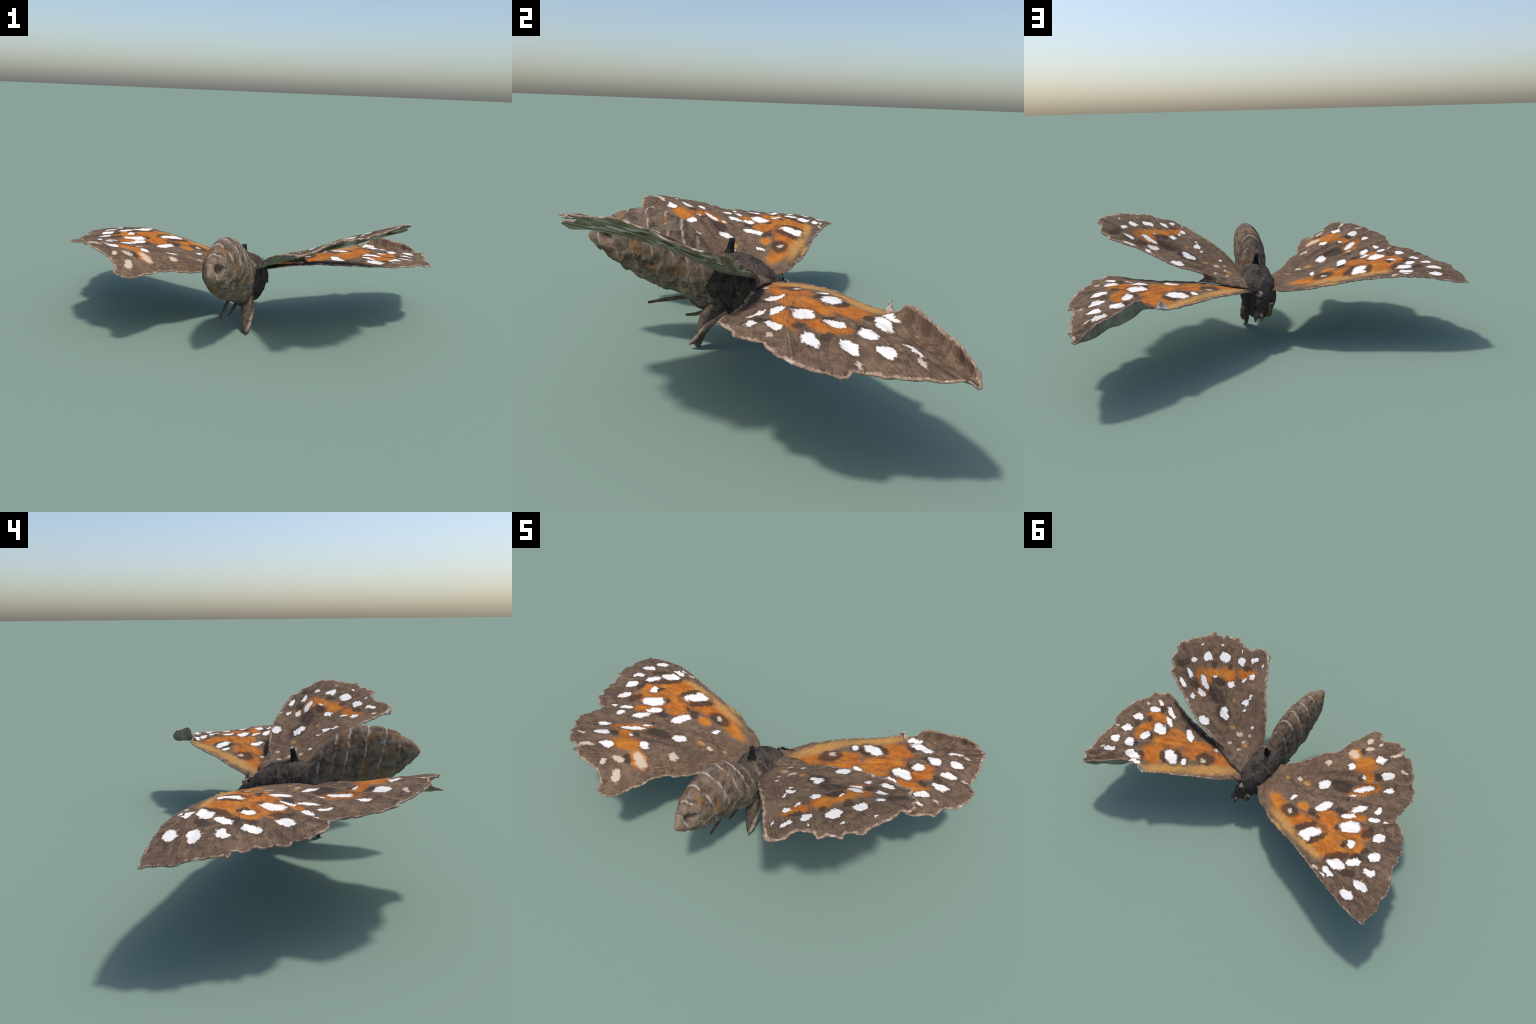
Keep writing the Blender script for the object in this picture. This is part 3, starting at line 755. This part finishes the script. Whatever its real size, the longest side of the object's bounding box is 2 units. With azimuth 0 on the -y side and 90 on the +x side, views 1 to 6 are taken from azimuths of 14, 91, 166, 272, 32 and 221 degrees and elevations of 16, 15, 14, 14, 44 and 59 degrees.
def abdomen_material():
    t = Tree('abdomen_scales')
    raw = t.coords()
    w = t.wobble(t.wobble(raw, 18, .030), 80, .012)
    m = t.noise(t.vec('MULTIPLY', w, (1.0, .55, .8)), 34, 5, .68)
    c = t.mix(t.ramp(m, .36, .60), (.078, .054, .039), (.200, .145, .102))
    c = t.mix(t.math('MULTIPLY', t.ramp(t.noise(t.vec('MULTIPLY', w, (1, .4, 1)), 90, 4, .7), .56, .70), .5), c, (.31, .235, .175))
    c = t.mix(t.math('MULTIPLY', t.ramp(t.noise(raw, 17, 3, .55), .53, .66), .62), c, (.25, .115, .036))
    sep = t.add('ShaderNodeSeparateXYZ')
    t.link(w, sep.inputs[0])
    ye = t.math('ADD', sep.outputs['Y'], t.math('MULTIPLY', t.math('SUBTRACT', sep.outputs['Z'], .40), .22))
    band = None
    for g in GROOVES:
        d = t.math('ABSOLUTE', t.math('SUBTRACT', ye, g + .004))
        band = d if band is None else t.math('MINIMUM', band, d)
    broken = t.ramp(t.noise(raw, 26, 4, .7), .46, .57)
    c = t.mix(t.math('MULTIPLY', t.math('MULTIPLY', t.ramp(band, .0058, .0018), t.math('MULTIPLY', broken, t.ramp(sep.outputs['Z'], .29, .39, .12, 1.0))), .72), c, (.43, .39, .33))
    # belly lightened by height for ground-reflected light, broken up by noise
    under = t.ramp(sep.outputs['Z'], .37, .26)
    bounce_breakup = t.ramp(t.noise(t.vec('MULTIPLY', w, (1, .5, 1)), 48, 4, .7), .42, .62)
    c = t.mix(t.math('MULTIPLY', t.math('MULTIPLY', under, bounce_breakup), .45), c, (.30, .255, .19))
    tip = t.ramp(sep.outputs['Y'], -.585, -.615)
    c = t.mix(t.math('MULTIPLY', tip, .6), c, (.29, .19, .12))
    return t.finish(c, .9, t.noise(raw, 110, 4, .65), .22, .004)


abdomen_mesh = mesh_from('abdomen', verts, faces)
recalc(abdomen_mesh)
keep('abdomen', abdomen_mesh, butterfly, [abdomen_material()])

# --- thorax
THORAX = [(-.230, .050, .205, .020, .030), (-.210, .051, .210, .042, .050), (-.180, .050, .232, .062, .088), (-.140, .048, .250, .084, .128), (-.060, .049, .248, .098, .144),
          (.020, .052, .235, .098, .134), (.070, .056, .231, .086, .110), (.105, .060, .226, .070, .081), (.132, .062, .218, .046, .055), (.146, .063, .214, .022, .032)]


def thorax_skin(q, n, s):
    low = min(1, max(0, -s))
    low = low ** .6
    pinch = Vector(((.050 - q.x) * (.62 if q.x > .05 else .45) * low * min(1, max(.25, (.04 - q.y) / .14)), 0, 0))
    return pinch + n * (.004 * fbm(q, 20, 3, 8.0) + .0035 * fbm((q.x, q.y * 2.0, q.z * .6), 42, 3, 9.0))


verts, faces = body_loft(THORAX, 120, 110, thorax_skin, 2.2)
thorax_mesh = mesh_from('thorax', verts, faces)
recalc(thorax_mesh)
keep('thorax', thorax_mesh, butterfly, [mottled_material('thorax_fur', (.030, .024, .021), (.072, .056, .047), (.21, .17, .135), 26, .8, .6,
     tints=(((.16, .12, .085), 11, .50, .64, .55), ((.13, .085, .045), 14, .60, .72, .6), ((.27, .22, .17), 22, .62, .72, .6)))])


# --- head, eye, palps, antenna stubs
def blob(name, centre, radii, mats, lumps=.003, scale=40, parent=butterfly, seed=0.0):
    me = bpy.data.meshes.new(name)
    bm = bmesh.new()
    bmesh.ops.create_icosphere(bm, subdivisions=5, radius=1)
    for v in bm.verts:
        n = v.co.normalized()
        q = Vector((n.x * radii[0], n.y * radii[1], n.z * radii[2])) + Vector(centre)
        v.co = q + n * lumps * fbm(q, scale, 4, seed)
    bm.to_mesh(me)
    bm.free()
    me.polygons.foreach_set('use_smooth', [True] * len(me.polygons))
    return keep(name, me, parent, mats)


head_skin = mottled_material('head_fur', (.020, .016, .014), (.060, .046, .036), (.16, .145, .135), 34, .6, .6, tints=(((.14, .075, .04), 22, .58, .70, .6),))
head = blob('head', (.068, .144, .210), (.045, .038, .056), [head_skin], .007, 34, seed=3.0)
eye_skin = mottled_material('eye_facets', (.070, .055, .018), (.125, .100, .032), (.18, .15, .06), 60, .35, .15)
blob('eye', (.030, .146, .192), (.022, .031, .038), [eye_skin], .0008, 60, head)
blob('eye', (.102, .141, .196), (.016, .027, .032), [head_skin], .002, 60, head)
palp_skin = mottled_material('palp_scales', (.055, .045, .045), (.12, .095, .085), (.24, .185, .15), 50)
for tip, start, r in (((.112, .204, .152), (.094, .168, .190), .017), ((.080, .222, .157), (.072, .175, .182), .013), ((-.008, .150, .222), (.020, .148, .215), .010)):
    v, f = tube([start, tuple(Vector(start).lerp(Vector(tip), .5) + Vector((0, .004, .004))), tip], [r, r * .85, .002], 12, .002)
    me = mesh_from('palp', v, f)
    recalc(me)
    keep('palp', me, head, [palp_skin])
tuft_skin = mottled_material('antenna_base_scales', (.12, .09, .065), (.26, .20, .155), (.42, .34, .28), 50)
horn_skin = mottled_material('antenna_horn', (.012, .010, .010), (.030, .025, .023), (.20, .16, .13), 40, .5, .3)
blob('antenna_base', (.070, .142, .275), (.018, .015, .017), [tuft_skin], .006, 60, head, 5.0)
for pts, r in (([(.075, .142, .285), (.110, .138, .300), (.157, .140, .306)], .0065), ([(.072, .138, .286), (.088, .132, .305), (.101, .126, .326)], .0055), ([(.066, .130, .284), (.062, .116, .302)], .006)):
    v, f = tube(pts, [r * (1 - .9 * i / (len(pts) - 1)) for i in range(len(pts))], 10, .001)
    me = mesh_from('antenna', v, f)
    recalc(me)
    keep('antenna', me, head, [horn_skin])

# --- legs: one pair of stout legs joined by a skin flap, two thin trailing ones
leg_skin = mottled_material('leg_scales', (.050, .037, .028), (.125, .090, .066), (.33, .27, .22), 36, .75, .5)
pale_leg = mottled_material('leg_pale_scales', (.17, .115, .080), (.30, .22, .17), (.55, .48, .43), 36, .75, .4)
for pts, rad, sq, mat in (
        ([(.070, -.110, .190), (.088, -.158, .125), (.090, -.188, .045), (.089, -.196, .003)], [.038, .032, .0175, .0105], 1.0, leg_skin),
        ([(.085, -.080, .150), (.114, -.150, .108), (.114, -.198, .050), (.106, -.226, .016)], [.016, .0125, .0085, .003], 1.0, pale_leg),
        ([(.012, -.200, .205), (.012, -.262, .182), (.018, -.340, .170), (.021, -.408, .155)], [.011, .0085, .0075, .0045], 1.0, leg_skin),
        ([(.024, -.120, .150), (.022, -.180, .126), (.020, -.215, .114), (.017, -.255, .107)], [.010, .0080, .0070, .0045], 1.0, leg_skin)):
    v, f = tube(pts, rad, 18, .004 if rad[0] > .02 else .0015, sq, seed=rad[0] * 99, sub=10)
    me = mesh_from('leg', v, f)
    recalc(me)
    keep('leg', me, butterfly, [mat])
flap_a = [(.098, -.150, .130), (.098, -.180, .060), (.094, -.203, .010)]
flap_b = [(.118, -.158, .108), (.113, -.195, .052), (.107, -.222, .018)]
verts, faces = [], []
for i in range(24):
    a = i / 23 * 2
    k = min(int(a), 1)
    A, B = Vector(flap_a[k]).lerp(Vector(flap_a[k + 1]), a - k), Vector(flap_b[k]).lerp(Vector(flap_b[k + 1]), a - k)
    for j in range(6):
        q = A.lerp(B, j / 5)
        verts.append(q + Vector((-.004 * math.sin(math.pi * j / 5), 0, 0)))
for i in range(23):
    for j in range(5):
        faces.append((i * 6 + j, i * 6 + j + 1, (i + 1) * 6 + j + 1, (i + 1) * 6 + j))
flap = keep('leg_flap', mesh_from('leg_flap', verts, faces), butterfly, [pale_leg])
sol = flap.modifiers.new('thickness', 'SOLIDIFY')
sol.thickness = .004

# --- black stump of the mounting pin, broken off jaggedly and hollow
pin_skin = mottled_material('pin_black', (.006, .006, .006), (.014, .013, .012), (.035, .032, .030), 40, .55, .3)
base, top = Vector((.044, -.081, .372)), Vector((.039, -.070, .440))
rings = []
axis = (top - base).normalized()
side = axis.cross(Vector((0, 1, 0))).normalized()
fore = side.cross(axis)
profile = [(0, .032), (.10, .026), (.25, .0185), (.5, .0140), (.8, .0120), (1.0, .0115), (.97, .0085), (.75, .0070)]
for i, (t_, r) in enumerate(profile):
    ring = []
    for j in range(28):
        a = 2 * math.pi * j / 28
        jag = .009 * noise.noise(Vector((math.cos(a) * 2.2, math.sin(a) * 2.2, 3))) if i in (5, 6) else 0
        ring.append(base.lerp(top, t_) + (side * math.cos(a) + fore * math.sin(a)) * r + axis * jag)
    rings.append(ring)
v, f = loft(rings)
me = mesh_from('pin', v, f)
recalc(me)
keep('pin', me, butterfly, [pin_skin])
